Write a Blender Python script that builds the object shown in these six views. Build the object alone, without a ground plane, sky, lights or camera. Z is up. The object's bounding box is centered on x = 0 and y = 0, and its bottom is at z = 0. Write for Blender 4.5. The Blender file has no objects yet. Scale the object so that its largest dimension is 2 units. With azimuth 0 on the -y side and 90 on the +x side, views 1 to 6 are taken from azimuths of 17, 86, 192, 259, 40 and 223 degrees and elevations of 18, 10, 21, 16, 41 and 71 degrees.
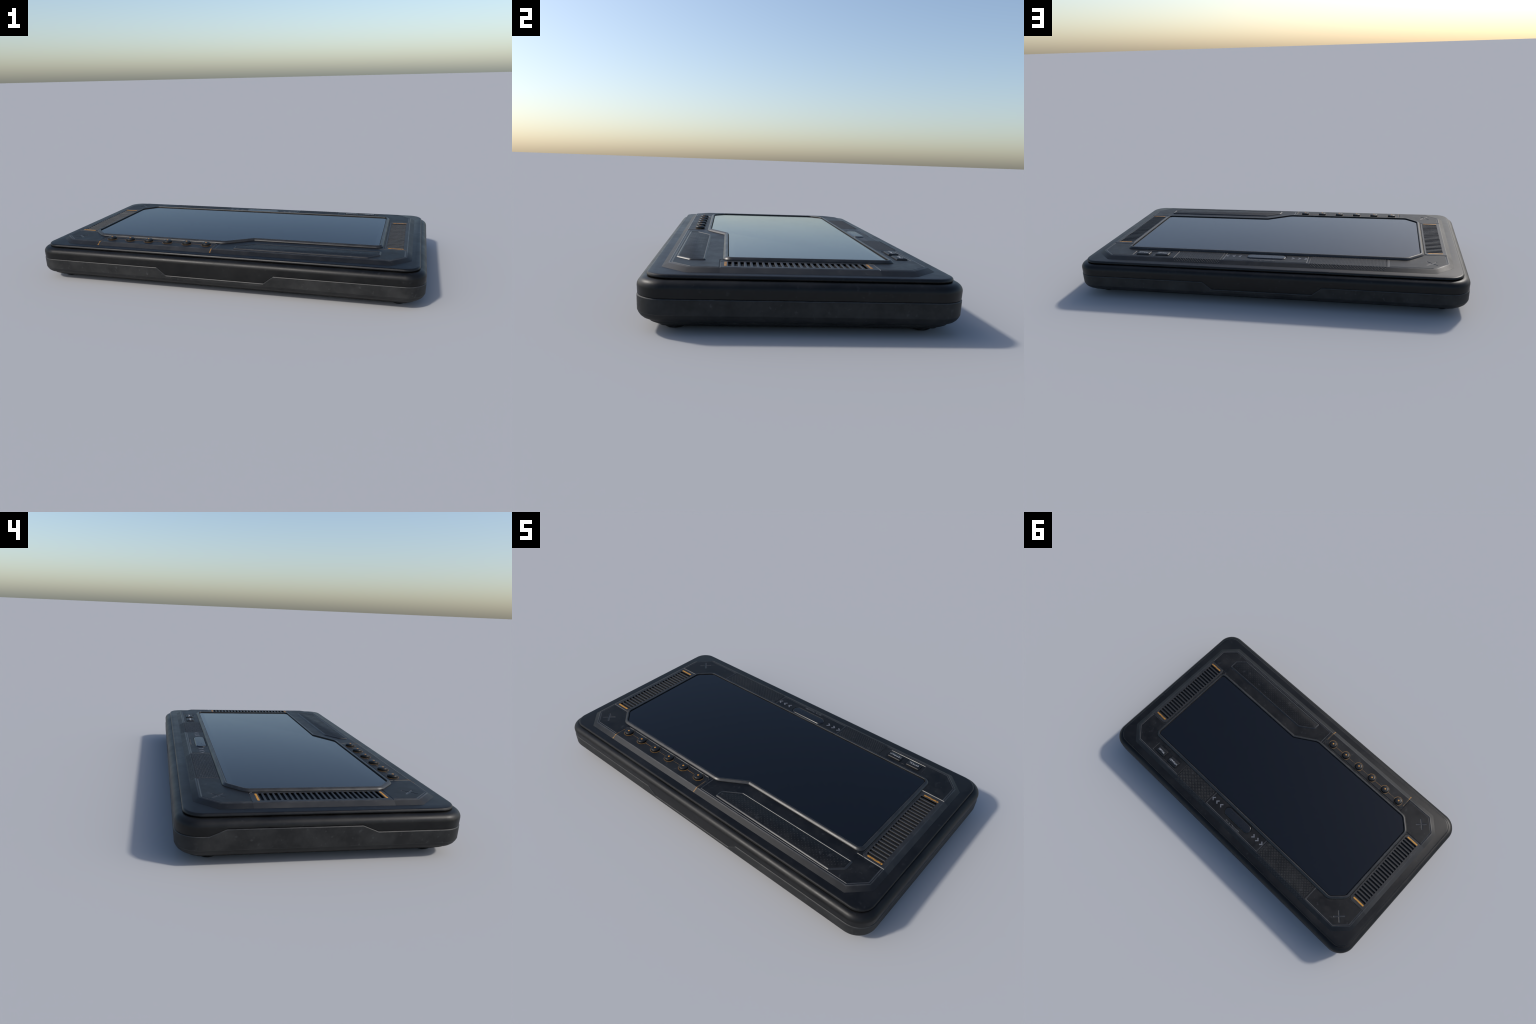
import bpy, bmesh, math, random
from mathutils import Vector

random.seed(7)

# ----------------------------------------------------------------- sizes (m)
HX, HY, CORNER = 1.0, 0.5428, 0.096      # casing half extents, corner radius
Z_LID = 0.1900                           # flat top of the lid
Z_TOP = 0.2050                           # top of the face plates
SLOPE = 0.0265                           # width of the plates' outer chamfer
PX, PY = 0.9290, 0.4705                  # face panel half extents at its foot
CUT = 0.0855                             # 45 degree corner cut of the panel

# ----------------------------------------------------------------- materials
def material(name):
    m = bpy.data.materials.new(name)
    m.use_nodes = True
    nt = m.node_tree
    bsdf = nt.nodes["Principled BSDF"]
    return m, nt, bsdf

def painted(name, dark, light, rough=(0.42, 0.6), spec=0.27, metallic=0.0,
            patch=5.0, speck=0.35, bump=0.06, stretch=(1, 1, 1), coat=0.0):
    """Dark scuffed casing: soft lighter smudges, tiny pale specks, fine grain."""
    m, nt, b = material(name)
    N, L = nt.nodes.new, nt.links.new
    tc = N("ShaderNodeTexCoord"); mp = N("ShaderNodeMapping")
    mp.inputs["Scale"].default_value = stretch
    L(tc.outputs["Object"], mp.inputs["Vector"])
    n1 = N("ShaderNodeTexNoise"); n1.inputs["Scale"].default_value = patch
    n1.inputs["Detail"].default_value = 6; n1.inputs["Roughness"].default_value = 0.68
    L(mp.outputs[0], n1.inputs["Vector"])
    r1 = N("ShaderNodeValToRGB")
    r1.color_ramp.elements[0].position = 0.40; r1.color_ramp.elements[0].color = (*dark, 1)
    r1.color_ramp.elements[1].position = 0.72; r1.color_ramp.elements[1].color = (*light, 1)
    L(n1.outputs["Fac"], r1.inputs[0])
    n2 = N("ShaderNodeTexNoise"); n2.inputs["Scale"].default_value = 46
    n2.inputs["Detail"].default_value = 3
    L(mp.outputs[0], n2.inputs["Vector"])
    r2 = N("ShaderNodeValToRGB")
    r2.color_ramp.elements[0].position = 0.63; r2.color_ramp.elements[0].color = (0, 0, 0, 1)
    r2.color_ramp.elements[1].position = 0.80; r2.color_ramp.elements[1].color = (speck,) * 3 + (1,)
    L(n2.outputs["Fac"], r2.inputs[0])
    mix = N("ShaderNodeMix"); mix.data_type = 'RGBA'
    L(r2.outputs[0], mix.inputs["Factor"]); L(r1.outputs[0], mix.inputs["A"])
    mix.inputs["B"].default_value = (0.085, 0.087, 0.09, 1)
    L(mix.outputs["Result"], b.inputs["Base Color"])
    rr = N("ShaderNodeMapRange")
    rr.inputs["From Min"].default_value = 0.35; rr.inputs["From Max"].default_value = 0.7
    rr.inputs["To Min"].default_value = rough[0]; rr.inputs["To Max"].default_value = rough[1]
    L(n1.outputs["Fac"], rr.inputs["Value"]); L(rr.outputs[0], b.inputs["Roughness"])
    n3 = N("ShaderNodeTexNoise"); n3.inputs["Scale"].default_value = 260
    n3.inputs["Detail"].default_value = 2
    L(tc.outputs["Object"], n3.inputs["Vector"])
    bp = N("ShaderNodeBump"); bp.inputs["Strength"].default_value = bump
    bp.inputs["Distance"].default_value = 0.002
    L(n3.outputs["Fac"], bp.inputs["Height"]); L(bp.outputs[0], b.inputs["Normal"])
    b.inputs["Specular IOR Level"].default_value = spec
    b.inputs["Metallic"].default_value = metallic
    b.inputs["Coat Weight"].default_value = coat
    return m

M_UPPER = painted("upper_casing_paint", (0.0018, 0.0018, 0.0018), (0.0065, 0.0065, 0.0064), rough=(0.37, 0.50), patch=7, speck=0.12, spec=0.30)
M_LOWER = painted("lower_casing_paint", (0.0105, 0.0107, 0.0107), (0.0300, 0.0302, 0.0297), rough=(0.50, 0.64), patch=9.0, speck=0.4)
M_LID = painted("lid_paint", (0.0022, 0.0022, 0.0024), (0.0070, 0.0070, 0.0072), rough=(0.36, 0.47), patch=7.0, speck=0.15, spec=0.30)
M_PLATE = painted("face_plate_paint", (0.0022, 0.0022, 0.0024), (0.0105, 0.0105, 0.0107), patch=13.0, rough=(0.40, 0.53), speck=0.25)
M_SLOPE_DARK = painted("dark_chamfer_paint", spec=0.40, dark=(0.0030, 0.0030, 0.0031), light=(0.0110, 0.0110, 0.0110), patch=11.0, rough=(0.46, 0.58), speck=0.2)
M_SLOPE = painted("chamfer_paint", spec=0.5, dark=(0.0060, 0.0060, 0.0060), light=(0.0180, 0.0178, 0.0175), patch=10.0, rough=(0.50, 0.60), speck=0.2)
M_VENT = painted("vent_paint", spec=0.40, dark=(0.0125, 0.0126, 0.0132), light=(0.0240, 0.0240, 0.0246), patch=10.0, rough=(0.42, 0.54))
M_BTNPLATE = painted("button_plate_paint", (0.0060, 0.0061, 0.0065), (0.0140, 0.0140, 0.0145), patch=12.0, rough=(0.42, 0.54))
M_BEZEL = painted("bezel_metal", spec=0.5, dark=(0.0110, 0.0110, 0.0110), light=(0.0240, 0.0235, 0.0230), rough=(0.34, 0.45), patch=14)
M_RUBBER = painted("rubber_button", spec=0.4, dark=(0.0030, 0.0030, 0.0032), light=(0.0075, 0.0075, 0.0075), rough=(0.40, 0.52))
M_KNURL = painted("knurl_paint", spec=0.4, dark=(0.0120, 0.0120, 0.0120), light=(0.0260, 0.0260, 0.0255), rough=(0.40, 0.52), patch=18)
M_PAD = painted("pad_paint", (0.0026, 0.0027, 0.0029), (0.0085, 0.0085, 0.0088), patch=22, rough=(0.46, 0.58), speck=0.35)
M_PADRIM = painted("pad_rim_paint", spec=0.5, dark=(0.0100, 0.0102, 0.0108), light=(0.0220, 0.0220, 0.0225), patch=16, rough=(0.36, 0.46))
M_FOOT = painted("foot_rubber", (0.0050, 0.0050, 0.0050), (0.0090, 0.0090, 0.0090), rough=(0.6, 0.75))
M_SEAM = painted("worn_lit_seam_paint", spec=0.38, dark=(0.0180, 0.0182, 0.0180), light=(0.0400, 0.0400, 0.0395), rough=(0.42, 0.54), patch=22, speck=0.0)  # wear plus the light the seam bevel catches, put into the colour
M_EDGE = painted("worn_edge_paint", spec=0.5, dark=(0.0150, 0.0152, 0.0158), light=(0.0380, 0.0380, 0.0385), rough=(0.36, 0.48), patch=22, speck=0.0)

def recess_shade_mat():
    m, nt, b = material("recess_shade")
    b.inputs["Base Color"].default_value = (0.0025, 0.0025, 0.0028, 1)  # near-black: the shade of narrow recesses, put into the colour
    b.inputs["Roughness"].default_value = 0.7
    return m
M_RECESS_SHADE = recess_shade_mat()
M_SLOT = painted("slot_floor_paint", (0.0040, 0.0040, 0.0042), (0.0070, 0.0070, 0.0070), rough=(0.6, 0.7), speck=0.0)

def glass(name, base, rough, smudge):
    m, nt, b = material(name)
    N, L = nt.nodes.new, nt.links.new
    tc = N("ShaderNodeTexCoord")
    n1 = N("ShaderNodeTexNoise"); n1.inputs["Scale"].default_value = 5.5
    n1.inputs["Detail"].default_value = 7; n1.inputs["Roughness"].default_value = 0.7
    L(tc.outputs["Object"], n1.inputs["Vector"])
    r = N("ShaderNodeValToRGB")
    r.color_ramp.elements[0].position = 0.66; r.color_ramp.elements[0].color = (*base, 1)
    r.color_ramp.elements[1].position = 0.90; r.color_ramp.elements[1].color = (*smudge, 1)
    L(n1.outputs["Fac"], r.inputs[0]); L(r.outputs[0], b.inputs["Base Color"])
    rr = N("ShaderNodeMapRange")
    rr.inputs["From Min"].default_value = 0.45; rr.inputs["From Max"].default_value = 0.75
    rr.inputs["To Min"].default_value = rough; rr.inputs["To Max"].default_value = rough + 0.03
    L(n1.outputs["Fac"], rr.inputs["Value"]); L(rr.outputs[0], b.inputs["Roughness"])
    b.inputs["Specular IOR Level"].default_value = 0.5
    return m
M_SCREEN = glass("screen_glass", (0.0020, 0.0026, 0.0042), 0.09, (0.009, 0.010, 0.012))
M_PILL = glass("slider_gloss", (0.0045, 0.0052, 0.0068), 0.27, (0.045, 0.045, 0.045))

def worn_ink(name, ink, under, lo, hi, scale):
    """Printed ink rubbed away in patches down to the paint beneath."""
    m, nt, b = material(name)
    N, L = nt.nodes.new, nt.links.new
    tc = N("ShaderNodeTexCoord")
    n1 = N("ShaderNodeTexNoise"); n1.inputs["Scale"].default_value = scale
    n1.inputs["Detail"].default_value = 4; n1.inputs["Roughness"].default_value = 0.6
    L(tc.outputs["Object"], n1.inputs["Vector"])
    r = N("ShaderNodeValToRGB")
    r.color_ramp.elements[0].position = lo; r.color_ramp.elements[0].color = (*under, 1)
    r.color_ramp.elements[1].position = hi; r.color_ramp.elements[1].color = (*ink, 1)
    L(n1.outputs["Fac"], r.inputs[0]); L(r.outputs[0], b.inputs["Base Color"])
    b.inputs["Roughness"].default_value = 0.55
    return m
ORANGE = (0.46, 0.205, 0.018)
M_ORANGE = worn_ink("orange_ink", ORANGE, (0.10, 0.05, 0.014), 0.34, 0.46, 34)
M_TICK = worn_ink("orange_tick", (0.30, 0.135, 0.014), (0.06, 0.04, 0.02), 0.36, 0.55, 40)
M_DOT = worn_ink("orange_dot", (0.42, 0.185, 0.022), (0.2, 0.1, 0.02), 0.34, 0.46, 34)
M_ORANGE_WORN = worn_ink("orange_ink_rubbed", (0.36, 0.158, 0.014), (0.045, 0.030, 0.018), 0.37, 0.52, 85)
M_TRACE = worn_ink("orange_trace", (0.17, 0.082, 0.012), (0.035, 0.028, 0.017), 0.38, 0.60, 26)
M_WHITE = worn_ink("white_ink", (0.34, 0.35, 0.37), (0.03, 0.03, 0.031), 0.40, 0.52, 75)
M_GREY = worn_ink("grey_ink", (0.092, 0.096, 0.108), (0.035, 0.035, 0.038), 0.26, 0.42, 60)
M_FAINT = worn_ink("faint_ink", (0.085, 0.088, 0.095), (0.022, 0.022, 0.023), 0.40, 0.58, 60)

# ------------------------------------------------------------------ builders
ROOT = bpy.data.objects.new("rugged_tablet", None)
bpy.context.scene.collection.objects.link(ROOT)
ROOT["label"] = "black rugged handheld tablet with orange trimmed buttons and dark screen"
ROOT["category"] = "tablet computer"

def link(name, mesh, mat=None, parent=ROOT, smooth=22, slope=None, edge=None):
    ob = bpy.data.objects.new(name, mesh)
    bpy.context.scene.collection.objects.link(ob)
    if mat is not None and not mesh.materials:
        mesh.materials.append(mat)
        if any(f.material_index for f in mesh.polygons):
            mesh.materials.append(edge or M_EDGE)
            mesh.materials.append(slope or M_SLOPE_DARK)
    ob.parent = parent
    if smooth:
        mesh.shade_smooth()
        mesh.set_sharp_from_angle(angle=math.radians(smooth))
    return ob

def offset(poly, d):
    """Move each edge of a counter-clockwise outline inwards by d (or d[i])."""
    n = len(poly)
    ds = d if isinstance(d, (list, tuple)) else [d] * n
    out = []
    for i in range(n):
        p0, p1, p2 = Vector(poly[i - 1]), Vector(poly[i]), Vector(poly[(i + 1) % n])
        e0, e1 = (p1 - p0).normalized(), (p2 - p1).normalized()
        n0, n1 = Vector((-e0.y, e0.x)), Vector((-e1.y, e1.x))
        a, b = ds[i - 1], ds[i]
        det = n0.x * n1.y - n0.y * n1.x
        if abs(det) < 1e-6:
            out.append(tuple(p1 + n1 * b))
        else:
            out.append((p1.x + (a * n1.y - b * n0.y) / det, p1.y + (b * n0.x - a * n1.x) / det))
    return out

def fillet(poly, radius, seg=6):
    n = len(poly)
    rs = radius if isinstance(radius, (list, tuple)) else [radius] * n
    out = []
    for i in range(n):
        p0, p1, p2 = Vector(poly[i - 1]), Vector(poly[i]), Vector(poly[(i + 1) % n])
        r = rs[i]
        if r <= 0:
            out.append(tuple(p1)); continue
        u, v = (p0 - p1).normalized(), (p2 - p1).normalized()
        half = u.angle(v) / 2
        t = min(r / math.tan(half), 0.48 * (p0 - p1).length, 0.48 * (p2 - p1).length)
        r = t * math.tan(half)
        c = p1 + (u + v).normalized() * (r / math.sin(half))
        a, b = p1 + u * t - c, p1 + v * t - c
        ang = a.angle_signed(b)
        a0 = math.atan2(a.y, a.x)
        for k in range(seg + 1):
            th = a0 - ang * k / seg
            out.append((c.x + r * math.cos(th), c.y + r * math.sin(th)))
    return out

def rounded(sharp, radii, d=0.0, seg=6):
    """Sharp outline moved inwards by d, then rounded so that all the rings made
    from it stay concentric."""
    base = offset(sharp, d)
    n = len(sharp)
    rs = []
    for i in range(n):
        p0, p1, p2 = Vector(sharp[i - 1]), Vector(sharp[i]), Vector(sharp[(i + 1) % n])
        a, b = p1 - p0, p2 - p1
        convex = a.x * b.y - a.y * b.x > 0
        rs.append(max(0.0012, radii[i] - d if convex else radii[i] + d))
    return fillet(base, rs, seg)

def rounded_solid(sharp, radii, steps, seg=6):
    return loft([lift(rounded(sharp, radii, d, seg), z) for d, z in steps])

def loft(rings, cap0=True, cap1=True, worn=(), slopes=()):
    """Mesh through closed rings with equal vertex counts; the bands listed in
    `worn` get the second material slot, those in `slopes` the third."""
    bm = bmesh.new()
    vr = [[bm.verts.new(p) for p in ring] for ring in rings]
    n = len(vr[0])
    for k, (a, b) in enumerate(zip(vr, vr[1:])):
        for i in range(n):
            j = (i + 1) % n
            f = bm.faces.new((a[i], a[j], b[j], b[i]))
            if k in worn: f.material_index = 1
            elif k in slopes: f.material_index = 2
    if cap0: bm.faces.new(list(reversed(vr[0])))
    if cap1: bm.faces.new(vr[-1])
    bmesh.ops.recalc_face_normals(bm, faces=bm.faces)
    me = bpy.data.meshes.new("part")
    bm.to_mesh(me); bm.free()
    return me

def lift(poly, z):
    return [(x, y, z) for x, y in poly]

def solid(poly, steps):
    """steps: (inward offset, z) pairs from bottom to top."""
    return loft([lift(offset(poly, d), z) for d, z in steps])

def rounded_rect(hx, hy, r, seg=14, xs=(), ys=()):
    """Counter-clockwise outline, optional extra points on the straight runs."""
    cx, cy = hx - r, hy - r
    pts = []
    for sx, sy, a0 in ((1, -1, -90), (1, 1, 0), (-1, 1, 90), (-1, -1, 180)):
        for k in range(seg + 1):
            a = math.radians(a0 + 90 * k / seg)
            pts.append((sx * cx + r * math.cos(a), sy * cy + r * math.sin(a)))
        if sx == 1 and sy == -1: pts += [(hx, y) for y in sorted(ys)]
        if sx == 1 and sy == 1: pts += [(x, hy) for x in sorted(xs, reverse=True)]
        if sx == -1 and sy == 1: pts += [(-hx, y) for y in sorted(ys, reverse=True)]
        if sx == -1 and sy == -1: pts += [(x, -hy) for x in sorted(xs)]
    return pts

def cut(ob, *cutters):
    """Exact boolean difference, applied; the cutters are removed."""
    for c in cutters:
        md = ob.modifiers.new("cut", 'BOOLEAN')
        md.object = c; md.operation = 'DIFFERENCE'; md.solver = 'EXACT'
        md.material_mode = 'TRANSFER'
    dg = bpy.context.evaluated_depsgraph_get()
    me = bpy.data.meshes.new_from_object(ob.evaluated_get(dg))
    ob.modifiers.clear()
    old = ob.data
    ob.data = me
    bpy.data.meshes.remove(old)
    for c in cutters:
        m = c.data
        bpy.data.objects.remove(c); bpy.data.meshes.remove(m)
    me.shade_smooth()
    me.set_sharp_from_angle(angle=math.radians(22))

# --------------------------------------------------------------- outer shells
SEAM_Z = 0.1192
def seam(x, y):
    """Height of the joint line round the casing: dips on the long sides,
    rises to a plateau on the -x end."""
    def ramp(v, a, b, za, zb):
        t = min(1, max(0, (v - a) / (b - a)))
        return za + (zb - za) * t
    if abs(y) > HY - 0.02 and abs(x) < 0.5:
        return ramp(abs(x), 0.254, 0.3026, 0.0805, SEAM_Z)
    if x < -HX + 0.02:
        if y > 0.1: return ramp(y, 0.3631, 0.4233, 0.1446, SEAM_Z)
        return ramp(y, -0.1874, -0.1275, SEAM_Z, 0.1446)
    return SEAM_Z

XS = [-0.3026, -0.254, 0.254, 0.3026, -0.6, 0.6, 0]
YS = [0.4233, 0.3631, -0.1275, -0.1874, 0.12]
BODY = rounded_rect(HX, HY, CORNER, 16, XS, YS)
SEAM = [seam(x, y) for x, y in BODY]

def body_ring(d, z=None, dz=0.0):
    return [(x, y, z if z is not None else s + dz) for (x, y), s in zip(offset(BODY, d), SEAM)]

# upper half: plain wall, then a soft rounded shoulder running in under the lid
rings = [body_ring(0.016, dz=0.0004), body_ring(0.0036, dz=0.0004), body_ring(0.0024, dz=0.0014)]
rings.append(body_ring(0.0012, z=0.1475))
for k in range(1, 11):
    a = math.radians(90 * k / 10)
    rings.append(body_ring(0.0012 + 0.033 * (1 - math.cos(a)), z=0.1475 + 0.0285 * math.sin(a)))
rings += [body_ring(0.060, z=0.1762)]
link("upper_shell", loft(rings), M_UPPER)

# lower half: wall, crease, tucked-in belly with two fine steps, flat bottom
rings = [body_ring(0.016, dz=-0.0006), body_ring(0.0036, dz=-0.0004), body_ring(0.0018, dz=-0.0014), body_ring(0.0004, dz=-0.0037),
         body_ring(0.0016, z=0.0668), body_ring(0.0024, z=0.0654), body_ring(0.0052, z=0.0585),
         body_ring(0.0108, z=0.0502), body_ring(0.0190, z=0.0432), body_ring(0.0400, z=0.0335),
         body_ring(0.0425, z=0.0290), body_ring(0.0560, z=0.0222), body_ring(0.0730, z=0.0150),
         body_ring(0.0755, z=0.0118), body_ring(0.0850, z=0.0105)]
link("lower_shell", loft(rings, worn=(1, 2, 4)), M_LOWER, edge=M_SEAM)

# four round feet
foot_profile = [(0.020, 0.030), (0.040, 0.024), (0.0385, 0.009), (0.035, 0.003), (0.030, 0.0)]
foot_mesh = loft([[(r * math.cos(2 * math.pi * k / 40), r * math.sin(2 * math.pi * k / 40), z)
                   for k in range(40)] for r, z in foot_profile])
for fx in (-1, 1):
    for fy in (-1, 1):
        f = link("foot", foot_mesh, M_FOOT)
        f.location = (fx * 0.880, fy * 0.420, 0)

# lid: thin rounded tray on top of the upper shell
LID = rounded_rect(0.9700, 0.5115, 0.074, 14)
lid_steps = [(0.0300, 0.1700), (0.0300, 0.1764), (0.0026, 0.1764), (0.0006, 0.1784), (0.0, 0.1815), (0.0008, 0.1845),
             (0.0030, 0.1875), (0.0060, 0.1893), (0.0095, Z_LID)]
link("lid", solid(LID, lid_steps), M_LID)

# ---------------------------------------------------------------- face plates
OCT = [(PX, -PY + CUT), (PX, PY - CUT), (PX - CUT, PY), (-PX + CUT, PY),
       (-PX, PY - CUT), (-PX, -PY + CUT), (-PX + CUT, -PY), (PX - CUT, -PY)]
base = link("panel_base", solid(OCT, [(0.004, 0.1880), (0.004, 0.1905), (0.0255, 0.2025)]), M_PLATE)

def is_outer(p, q):
    """Does this edge lie on the panel's outer outline?"""
    for a, b in zip(OCT, OCT[1:] + OCT[:1]):
        a, b = Vector(a), Vector(b)
        n = Vector((-(b - a).y, (b - a).x)).normalized()
        if abs((Vector(p) - a).dot(n)) < 1e-4 and abs((Vector(q) - a).dot(n)) < 1e-4:
            return True
    return False

def plate(name, poly, mat, bevel=0.0026, field=False, lips=None, parent=ROOT, outer_lip=0.0030, slope=None):
    """Flat plate with the panel's chamfer on outer edges and a small bevel on
    its seams.  With `field` a V groove is pressed a little inside the outer
    edges, and inside those seams that `lips` names (edge index: rim width)."""
    n = len(poly)
    lips = lips or {}
    outer = [is_outer(poly[i], poly[(i + 1) % n]) for i in range(n)]
    h = Z_TOP - 0.190
    reach = (0.0, 0.0036, 0.0055)          # groove: wide gentle wall, then a short steep one
    def ring(o, s, z, step=0):
        ds = []
        for i in range(n):
            if outer[i]: ds.append(o + reach[step])
            elif i in lips and s < 0: ds.append(bevel + lips[i] + reach[step])
            elif s < 0: ds.append(bevel + 0.0004 * step)
            else: ds.append(s)
        return lift(offset(poly, ds), z)
    rings = [ring(0, 0, 0.1885), ring(0, 0, 0.1902),
             ring(SLOPE * (1 - bevel / h), 0, Z_TOP - bevel), ring(SLOPE, bevel, Z_TOP)]
    if field:
        rings += [ring(SLOPE + outer_lip, -1, Z_TOP, 0), ring(SLOPE + outer_lip, -1, Z_TOP - 0.0014, 1),
                  ring(SLOPE + outer_lip, -1, Z_TOP - 0.0002, 2)]
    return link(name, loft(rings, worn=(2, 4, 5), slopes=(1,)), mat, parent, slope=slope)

VS, VN = -0.2745, 0.2605            # ends of the side vents
BX0, BX1 = -0.6755, -0.0340         # ends of the button plate
KX = (-0.6060, -0.2300, 0.2300, 0.4805)   # ends of the two knurled grips

sw = plate("corner_plate", [(-PX, VS), (-PX, -PY + CUT), (-PX + CUT, -PY), (BX0, -PY), (BX0, -0.2500), (-0.7650, -0.2500), (-0.7650, VS)], M_PLATE, field=True)
nw = plate("corner_plate", [(-PX, PY - CUT), (-PX, VN), (-0.7650, VN), (-0.7650, 0.2400), (KX[0], 0.2400), (KX[0], PY), (-PX + CUT, PY)], M_PLATE, field=True, lips={4: 0.008})
ne = plate("corner_plate", [(PX, VN), (PX, PY - CUT), (PX - CUT, PY), (KX[3], PY), (KX[3], 0.2400), (0.7600, 0.2400), (0.7600, VN)], M_PLATE, field=True)
se = plate("corner_plate", [(BX1, -PY), (PX - CUT, -PY), (PX, -PY + CUT), (PX, VS), (0.7700, VS), (0.7700, -0.2300), (BX1, -0.2300)], M_PLATE, field=True, lips={6: 0.008})

# pressed-in saltire marks on the two -x corner plates
def cross_cutter(x, y, arm=0.0350, w=0.0050):
    """Saltire prism with sloping walls; its flanks leave a worn, paler groove."""
    q = [(w, w), (w, arm), (-w, arm), (-w, w), (-arm, w), (-arm, -w), (-w, -w), (-w, -arm), (w, -arm), (w, -w), (arm, -w), (arm, w)]
    c = math.cos(math.pi / 4)
    q = [(x + c * (a - b), y + c * (a + b)) for a, b in q]
    r = [0.0004, 0.003, 0.003] * 4
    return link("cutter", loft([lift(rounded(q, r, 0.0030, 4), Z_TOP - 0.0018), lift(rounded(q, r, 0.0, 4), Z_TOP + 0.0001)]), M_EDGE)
for ob, y in ((sw, -0.3748), (nw, 0.3765)):
    cut(ob, cross_cutter(-0.8245, y))

# ----------------------------------------------------------------- side vents
SLOT_PITCH, SLOT_N, SLOT_MID = 0.0210, 23, -0.0105
def mirror_x(poly):
    return [(-x, y) for x, y in reversed(poly)]
VENT = [(-PX, VN), (-PX, VS), (-0.8080, VS), (-0.7940, -0.2600), (-0.7940, 0.2460), (-0.8080, VN)]
slat_w, slat_len, sx_mid = 0.0094, 0.0840, 0.8457
slat_poly = [(-slat_len / 2, -slat_w / 2), (slat_len / 2, -slat_w / 2), (slat_len / 2, slat_w / 2), (-slat_len / 2, slat_w / 2)]
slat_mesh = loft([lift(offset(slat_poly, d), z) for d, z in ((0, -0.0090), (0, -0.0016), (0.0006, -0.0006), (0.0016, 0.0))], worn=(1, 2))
slat_mesh.materials.append(M_VENT); slat_mesh.materials.append(M_EDGE)
bar = fillet([(-0.0374, -0.0045), (0.0374, -0.0045), (0.0374, 0.0045), (-0.0374, 0.0045)], 0.0030, 4)
for side in (-1, 1):
    poly = VENT if side < 0 else mirror_x(VENT)
    frame = plate("vent_frame", poly, M_VENT, slope=M_SLOPE)
    half = (SLOT_N * SLOT_PITCH - slat_w) / 2
    box = [(side * sx_mid - 0.0403, SLOT_MID - half), (side * sx_mid + 0.0403, SLOT_MID - half),
           (side * sx_mid + 0.0403, SLOT_MID + half), (side * sx_mid - 0.0403, SLOT_MID + half)]
    cut(frame, link("cutter", solid(box, [(0, 0.1960), (0, Z_TOP - 0.0008), (-0.0012, Z_TOP + 0.0004)]), M_RECESS_SHADE))
    cut(base, link("cutter", solid(box, [(0, 0.1940), (0, 0.2100)]), M_RECESS_SHADE))
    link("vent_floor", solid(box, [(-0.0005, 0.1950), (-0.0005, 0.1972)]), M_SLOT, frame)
    for i in range(SLOT_N - 1):
        s = link("vent_slat", slat_mesh, None, frame, smooth=0)
        s.location = (side * sx_mid, SLOT_MID + (i - (SLOT_N - 2) / 2) * SLOT_PITCH, Z_TOP + random.uniform(-0.0007, 0.0001))
        s.rotation_euler = (random.uniform(-0.035, 0.035), 0, 0)
    for y in (-0.2562, 0.2368):
        st = link("vent_stripe", solid(bar, [(0, -0.0008), (0, 0.0003), (0.0003, 0.0006)]),
                  M_ORANGE if side < 0 else M_ORANGE_WORN, frame)
        st.location = (side * 0.8502, y, Z_TOP)

# -------------------------------------------------------------- button plate
BTN = [(BX0, -PY), (BX1, -PY), (BX1, -0.3775), (BX1 - 0.0165, -0.3590), (BX0 + 0.0165, -0.3590), (BX0, -0.3775)]
bplate = plate("button_plate", BTN, M_BTNPLATE, slope=M_SLOPE)

def filler(name, poly, mat, bevel=0.0026):
    """Flat strip between a plate and the bezel, bevelled like its neighbours."""
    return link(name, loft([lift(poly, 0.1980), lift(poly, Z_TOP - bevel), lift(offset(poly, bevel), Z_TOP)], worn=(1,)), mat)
filler("button_surround", [(BX0 + 0.0002, -0.3770), (BX0 + 0.0168, -0.3586), (BX1 - 0.0168, -0.3586), (BX1 - 0.0002, -0.3770),
                           (BX1 - 0.0002, -0.3200), (BX0 + 0.0002, -0.3200)], M_PLATE)
for side in (-1, 1):
    fp = [(-0.8072, VS + 0.0004), (-0.7720, VS + 0.0004), (-0.7720, VN - 0.0004), (-0.8072, VN - 0.0004), (-0.7936, 0.2457), (-0.7936, -0.2597)]
    filler("vent_surround", fp if side < 0 else mirror_x(fp), M_PLATE, bevel=0.0018)

def revolve(profile, seg=40):
    return loft([[(r * math.cos(2 * math.pi * k / seg), r * math.sin(2 * math.pi * k / seg), z)
                  for k in range(seg)] for r, z in profile])
button_mesh = revolve([(0.0218, -0.002), (0.0222, 0.0015), (0.0224, 0.0062), (0.0216, 0.0090), (0.0196, 0.0112),
                       (0.0166, 0.0124), (0.0125, 0.0129), (0.0080, 0.0131), (0.0030, 0.0131)])
dot_mesh = revolve([(0.0050, 0.0), (0.0050, 0.0008), (0.0042, 0.0011)], 20)
def annulus(r0, r1, h, seg=48):
    c = lambda r, z: [(r * math.cos(2 * math.pi * k / seg), r * math.sin(2 * math.pi * k / seg), z) for k in range(seg)]
    rings = [c(r0, -0.0006), c(r1, -0.0006), c(r1, h), c(r0, h)]
    return loft(rings + [rings[0]], False, False)
ring_mesh = annulus(0.0250, 0.0282, 0.0004)
BTN_X = [-0.0880 - 0.1079 * i for i in range(6)]
BTN_Y = -0.3888
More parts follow.
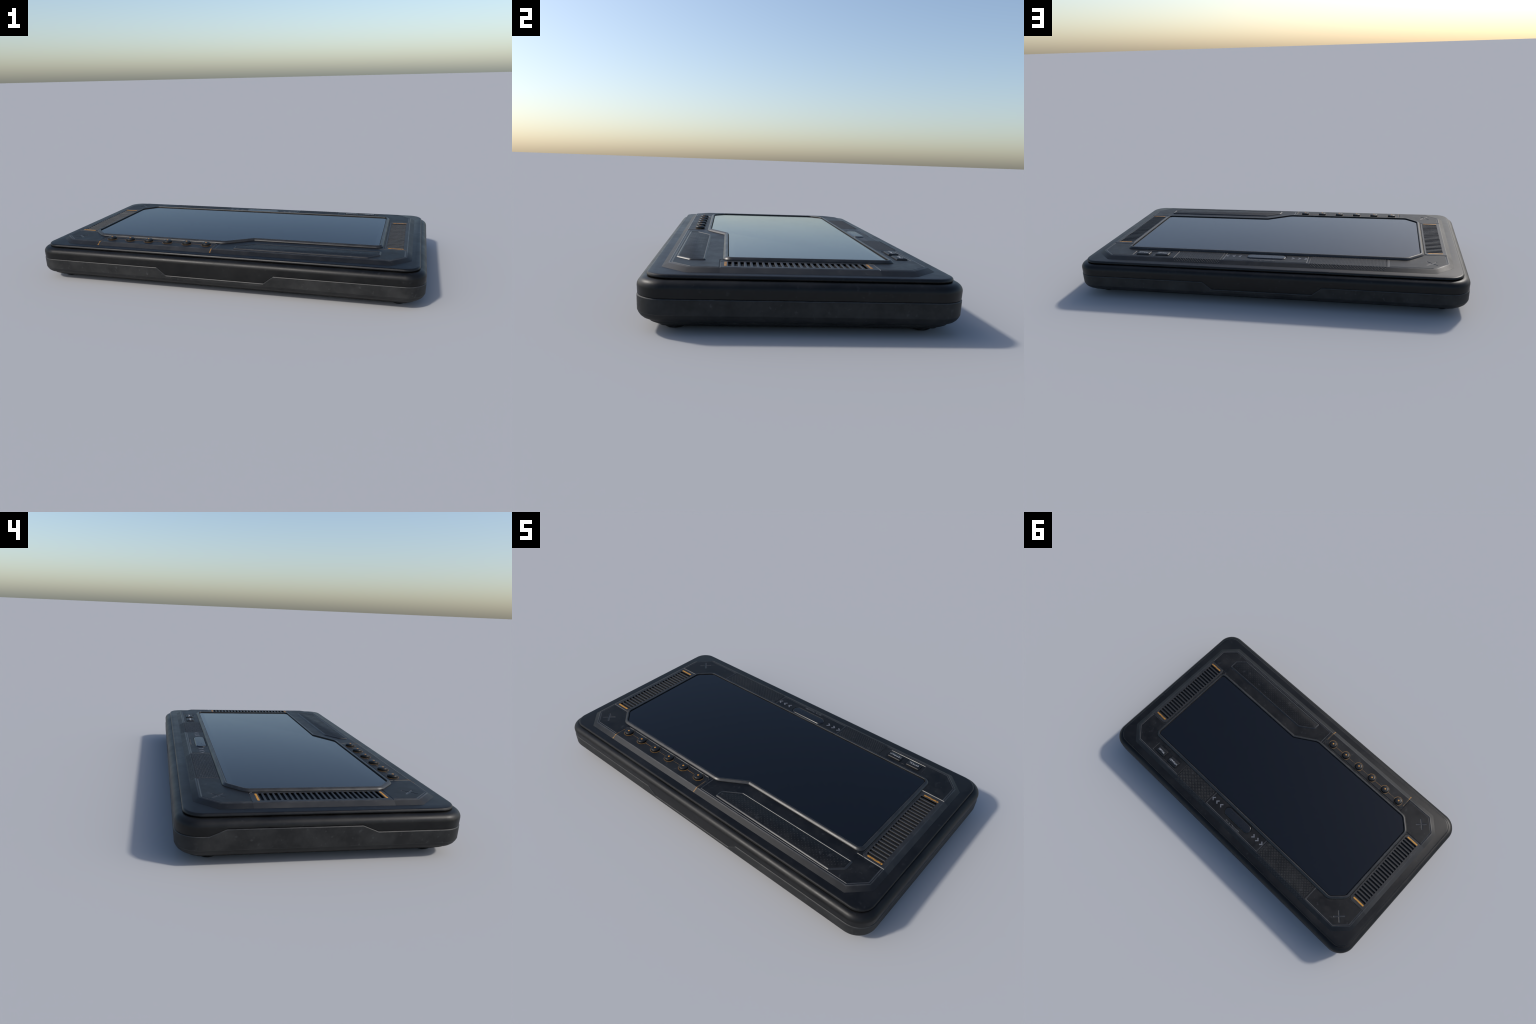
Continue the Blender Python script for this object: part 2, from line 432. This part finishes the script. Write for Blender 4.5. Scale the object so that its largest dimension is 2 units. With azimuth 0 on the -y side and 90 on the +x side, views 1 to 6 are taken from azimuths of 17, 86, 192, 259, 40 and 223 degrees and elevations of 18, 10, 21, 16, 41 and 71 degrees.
for x in BTN_X:
    b = link("button", button_mesh, M_RUBBER)
    b.location = (x, BTN_Y, Z_TOP)
    d = link("button_dot", dot_mesh, M_DOT, b); d.location = (0, 0, 0.0127)
    r = link("button_ring", ring_mesh, M_TRACE, bplate); r.location = (x, BTN_Y, Z_TOP)

def strip(name, p, q, w, mat, parent, h=0.0004):
    """Thin printed line between two points (with their own heights)."""
    p, q = Vector(p), Vector(q)
    d = (q - p); side = Vector((-d.y, d.x, 0)).normalized() * w / 2
    up = d.cross(-side).normalized()
    if up.z < 0: up = -up
    lo, hi = [], []
    for v in (p - side, q - side, q + side, p + side):
        lo.append(tuple(v - up * 0.0006)); hi.append(tuple(v + up * h))
    return link(name, loft([lo, hi]), mat, parent, smooth=0)
for a, b in zip(BTN_X, BTN_X[1:]):
    strip("button_trace", (a - 0.0280, BTN_Y, Z_TOP), (b + 0.0280, BTN_Y, Z_TOP), 0.0024, M_TRACE, bplate)
for x in (BX0 + 0.0058, BX1 - 0.0058):
    strip("edge_stripe", (x, -PY + SLOPE, Z_TOP), (x, -0.3850, Z_TOP), 0.0036, M_TRACE, bplate)
    strip("edge_stripe", (x, -PY + 0.0010, 0.1908), (x, -PY + SLOPE, Z_TOP), 0.0052, M_TICK, bplate)

# ----------------------------------------------------- slider plate (+y side)
slide = plate("slider_plate", [(KX[2], PY), (KX[1], PY), (KX[1], 0.3200), (KX[2], 0.3200)], M_PLATE, field=True, lips={1: 0.008, 3: 0.008})
PILL_Y, PILL_R, PILL_H = 0.3818, 0.0290, 0.1055
pill = fillet([(-PILL_H, -PILL_R), (PILL_H, -PILL_R), (PILL_H, PILL_R), (-PILL_H, PILL_R)], PILL_R * 0.999, 14)
pill = [(x, y + PILL_Y) for x, y in pill]
cut(slide, link("cutter", solid(pill, [(0, 0.1960), (0, Z_TOP - 0.0010), (-0.0014, Z_TOP + 0.0004)]), M_PLATE))
link("slider_button", solid(pill, [(0.0022, 0.1950), (0.0022, 0.2036), (0.0028, 0.2046), (0.0062, 0.2074), (0.0076, 0.2080), (0.0095, 0.2081)]), M_PILL, slide)

def chevron(x, y, s, mat):
    """Arrow head opening away from its tip; s = +1 points to +x."""
    L, t, c = 0.0205, 0.0074, math.cos(math.pi / 4)
    pts = [(0, 0), (-L, 0), (-L, -t), (-t, -t), (-t, -L), (0, -L)]
    pts = [(x + s * (0.0088 + c * (a + b)), y + c * (b - a)) for a, b in pts]
    if s < 0: pts.reverse()
    lo, hi = lift(pts, Z_TOP - 0.0008), lift(pts, Z_TOP + 0.0004)
    return link("chevron", loft([lo, hi]), mat, slide, smooth=0)
for s in (-1, 1):
    for cx in (0.1410, 0.1740, 0.2070):
        chevron(s * cx, 0.3868, s, M_GREY)

def lettering(name, text, loc, width, height, mat, parent):
    cu = bpy.data.curves.new("words", 'FONT')
    cu.body = text; cu.align_x = 'CENTER'; cu.align_y = 'CENTER'
    cu.size = 1; cu.extrude = 0.0; cu.offset = 0.018
    ob = bpy.data.objects.new("words", cu)
    bpy.context.scene.collection.objects.link(ob)
    dg = bpy.context.evaluated_depsgraph_get()
    me = bpy.data.meshes.new_from_object(ob.evaluated_get(dg))
    bpy.data.objects.remove(ob); bpy.data.curves.remove(cu)
    bm = bmesh.new(); bm.from_mesh(me)
    r = bmesh.ops.extrude_face_region(bm, geom=list(bm.faces))
    for v in r["geom"]:
        if isinstance(v, bmesh.types.BMVert): v.co.z += 1.0
    bmesh.ops.recalc_face_normals(bm, faces=bm.faces)
    xs = [v.co.x for v in bm.verts]; ys = [v.co.y for v in bm.verts]
    cx, cy = (min(xs) + max(xs)) / 2, (min(ys) + max(ys)) / 2
    kx, ky = width / (max(xs) - min(xs)), height / (max(ys) - min(ys))
    for v in bm.verts:       # turned half round: it reads from the +y side
        v.co = (-(v.co.x - cx) * kx, -(v.co.y - cy) * ky, v.co.z * 0.0010 - 0.0006)
    bm.to_mesh(me); bm.free()
    t = link(name, me, mat, parent, smooth=0)
    t.location = loc
    return t
lettering("lettering", "DATA TRANSFER", (-0.002, 0.4312, Z_TOP), 0.112, 0.0082, M_FAINT, slide)

# ------------------------------------------------------------- knurled grips
def grip(x0, x1):
    g = plate("knurled_grip", [(x0, PY), (x0, 0.3200), (x1, 0.3200), (x1, PY)], M_PLATE, bevel=0.0012)
    bm = bmesh.new()
    step = 0.00675
    h = Z_TOP - 0.190
    tilt = math.atan2(h, SLOPE)
    slope_len = math.hypot(h, SLOPE)
    edge = PY - SLOPE
    rows = int((edge - 0.3480 + slope_len) / step)
    for j in range(rows):
        s = 0.3500 + j * step
        on_slope = s > edge
        if on_slope and s - edge > slope_len - 0.003: break
        n = int((x1 - x0 - 0.006) / (2 * step))
        x = x0 + 0.005 + (step if j % 2 else 0)
        while x < x1 - 0.004:
            if on_slope:
                u = s - edge
                c = Vector((x, edge + u * math.cos(tilt), Z_TOP - u * math.sin(tilt)))
                up = Vector((0, math.sin(tilt), math.cos(tilt))); fwd = Vector((0, math.cos(tilt), -math.sin(tilt)))
            else:
                c = Vector((x, s, Z_TOP)); up = Vector((0, 0, 1)); fwd = Vector((0, 1, 0))
            r = Vector((1, 0, 0))
            w, t, hh = 0.0042, 0.0018, 0.0010
            base = [bm.verts.new(c + r * a * w + fwd * b * w - up * 0.0004) for a, b in ((1, 0), (0, 1), (-1, 0), (0, -1))]
            top = [bm.verts.new(c + r * a * t + fwd * b * t + up * hh) for a, b in ((1, 0), (0, 1), (-1, 0), (0, -1))]
            for k in range(4):
                bm.faces.new((base[k], base[(k + 1) % 4], top[(k + 1) % 4], top[k]))
            bm.faces.new(top)
            x += 2 * step
    bmesh.ops.recalc_face_normals(bm, faces=bm.faces)
    me = bpy.data.meshes.new("knurl"); bm.to_mesh(me); bm.free()
    k = link("knurling", me, M_KNURL, g, smooth=0)
    k["kind"] = "stuff"
grip(KX[0], KX[1]); grip(KX[2], KX[3])

# ----------------------------------------------------------------- two keys
WELL = fillet([(0.5165, 0.3700), (0.7185, 0.3700), (0.7185, 0.4275), (0.5165, 0.4275)], 0.006, 5)
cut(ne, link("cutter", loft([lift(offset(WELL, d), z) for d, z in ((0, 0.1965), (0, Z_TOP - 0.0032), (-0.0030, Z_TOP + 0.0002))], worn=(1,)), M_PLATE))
div = [(0.6045, 0.3725), (0.6240, 0.3725), (0.6240, 0.4250), (0.6045, 0.4250)]
link("key_divider", solid(div, [(0, 0.1950), (0, 0.2018), (0.0012, 0.2030)]), M_PLATE, ne)
for kx, word, w in ((0.6655, "CANCEL", 0.0530), (0.5590, "CONFIRM", 0.0650)):
    prof = fillet([(-0.0372, -0.0222), (0.0372, -0.0222), (0.0372, 0.0222), (-0.0372, 0.0222)], 0.006, 5)
    k = link("key", solid(prof, [(0, 0.1950), (0, 0.2036), (0.0012, 0.2066), (0.0040, 0.2090), (0.0070, 0.2097)]), M_RUBBER)
    k.location = (kx, 0.3990, 0)
    lettering("lettering", word, (0, 0.0012, 0.2097), w, 0.0118, M_WHITE, k)

# --------------------------------------------------------- long raised pad
PAD = [(0.0690, -0.4260), (0.7330, -0.4300), (0.7860, -0.3800), (0.7860, -0.3255),
       (0.1580, -0.3245), (0.0690, -0.3835)]
PAD_R = [0.006, 0.012, 0.014, 0.008, 0.03, 0.022]
link("pad_rim", rounded_solid(PAD, PAD_R, [(-0.0010, 0.2035), (-0.0010, 0.2050), (0.0006, 0.2068), (0.0034, 0.2090), (0.0044, 0.2094), (0.0062, 0.2094), (0.0084, 0.2076), (0.0090, 0.2070)]), M_PADRIM, se)
pad = link("pad", rounded_solid(PAD, PAD_R, [(0.0082, 0.2050), (0.0082, 0.2078), (0.0090, 0.2081)]), M_PAD, se)

def inside(poly, x, y):
    c = False
    for (x0, y0), (x1, y1) in zip(poly, poly[1:] + poly[:1]):
        if (y0 > y) != (y1 > y) and x < (x1 - x0) * (y - y0) / (y1 - y0) + x0: c = not c
    return c
bm = bmesh.new()
inner = offset(PAD, 0.0140)
dstep, j, y = 0.00985, 0, -0.4180
while y < -0.3250:
    x = 0.0787 + (dstep if j % 2 else 0)
    while x < 0.79:
        if inside(inner, x, y):
            w, t = 0.0019, 0.0007
            base = [bm.verts.new((x + a * w, y + b * w, 0.2078)) for a, b in ((1, 1), (-1, 1), (-1, -1), (1, -1))]
            top = [bm.verts.new((x + a * t, y + b * t, 0.2085)) for a, b in ((1, 1), (-1, 1), (-1, -1), (1, -1))]
            for k in range(4): bm.faces.new((base[k], base[(k + 1) % 4], top[(k + 1) % 4], top[k]))
            bm.faces.new(top)
        x += 2 * dstep
    y += dstep; j += 1
bmesh.ops.recalc_face_normals(bm, faces=bm.faces)
me = bpy.data.meshes.new("pimples"); bm.to_mesh(me); bm.free()
pm = link("pad_pimples", me, M_KNURL, se, smooth=0); pm["kind"] = "stuff"

# --------------------------------------------------------------- screen + bezel
SCREEN = [(-0.0055, -0.3320), (0.1290, -0.2480), (0.7720, -0.2480), (0.7720, 0.3312),
          (-0.7070, 0.3312), (-0.7760, 0.2640), (-0.7760, -0.2680), (-0.7100, -0.3320)]
SCREEN_R = [0.055, 0.016, 0.018, 0.018, 0.035, 0.035, 0.035, 0.035]
# bezel: flat inner top, sloping outer face, open in the middle
rings = [lift(rounded(SCREEN, SCREEN_R, d, 8), z) for d, z in
         ((0.0, 0.2040), (0.0, 0.2140), (-0.0008, 0.2152), (-0.0022, 0.2157), (-0.0066, 0.2157), (-0.0078, 0.2153),
          (-0.0164, 0.2080), (-0.0172, 0.2066), (-0.0172, 0.2040))]
link("bezel", loft(rings + [rings[0]], False, False), M_BEZEL)
link("screen_gap_shade", rounded_solid(SCREEN, SCREEN_R, [(-0.0010, 0.2030), (-0.0010, 0.2065)], 8), M_RECESS_SHADE)  # added black sheet standing in for shade in the gap round the glass
# glass: flat field, very slightly falling border band, polished edge
link("screen", rounded_solid(SCREEN, SCREEN_R, [(0.0030, 0.2045), (0.0026, 0.2086), (0.0030, 0.2092), (0.0042, 0.20970), (0.0240, 0.21010)], 8), M_SCREEN, smooth=20)

bpy.context.view_layer.update()
# everything above the shells sits a touch higher than first laid out
for ob in ROOT.children:
    if ob.name.split(".")[0] not in ("upper_shell", "lower_shell", "foot"):
        ob.location.z += 0.0010
    if ob.name in ("screen", "screen_gap_shade"):
        ob.location.z += 0.0006
bpy.context.view_layer.update()
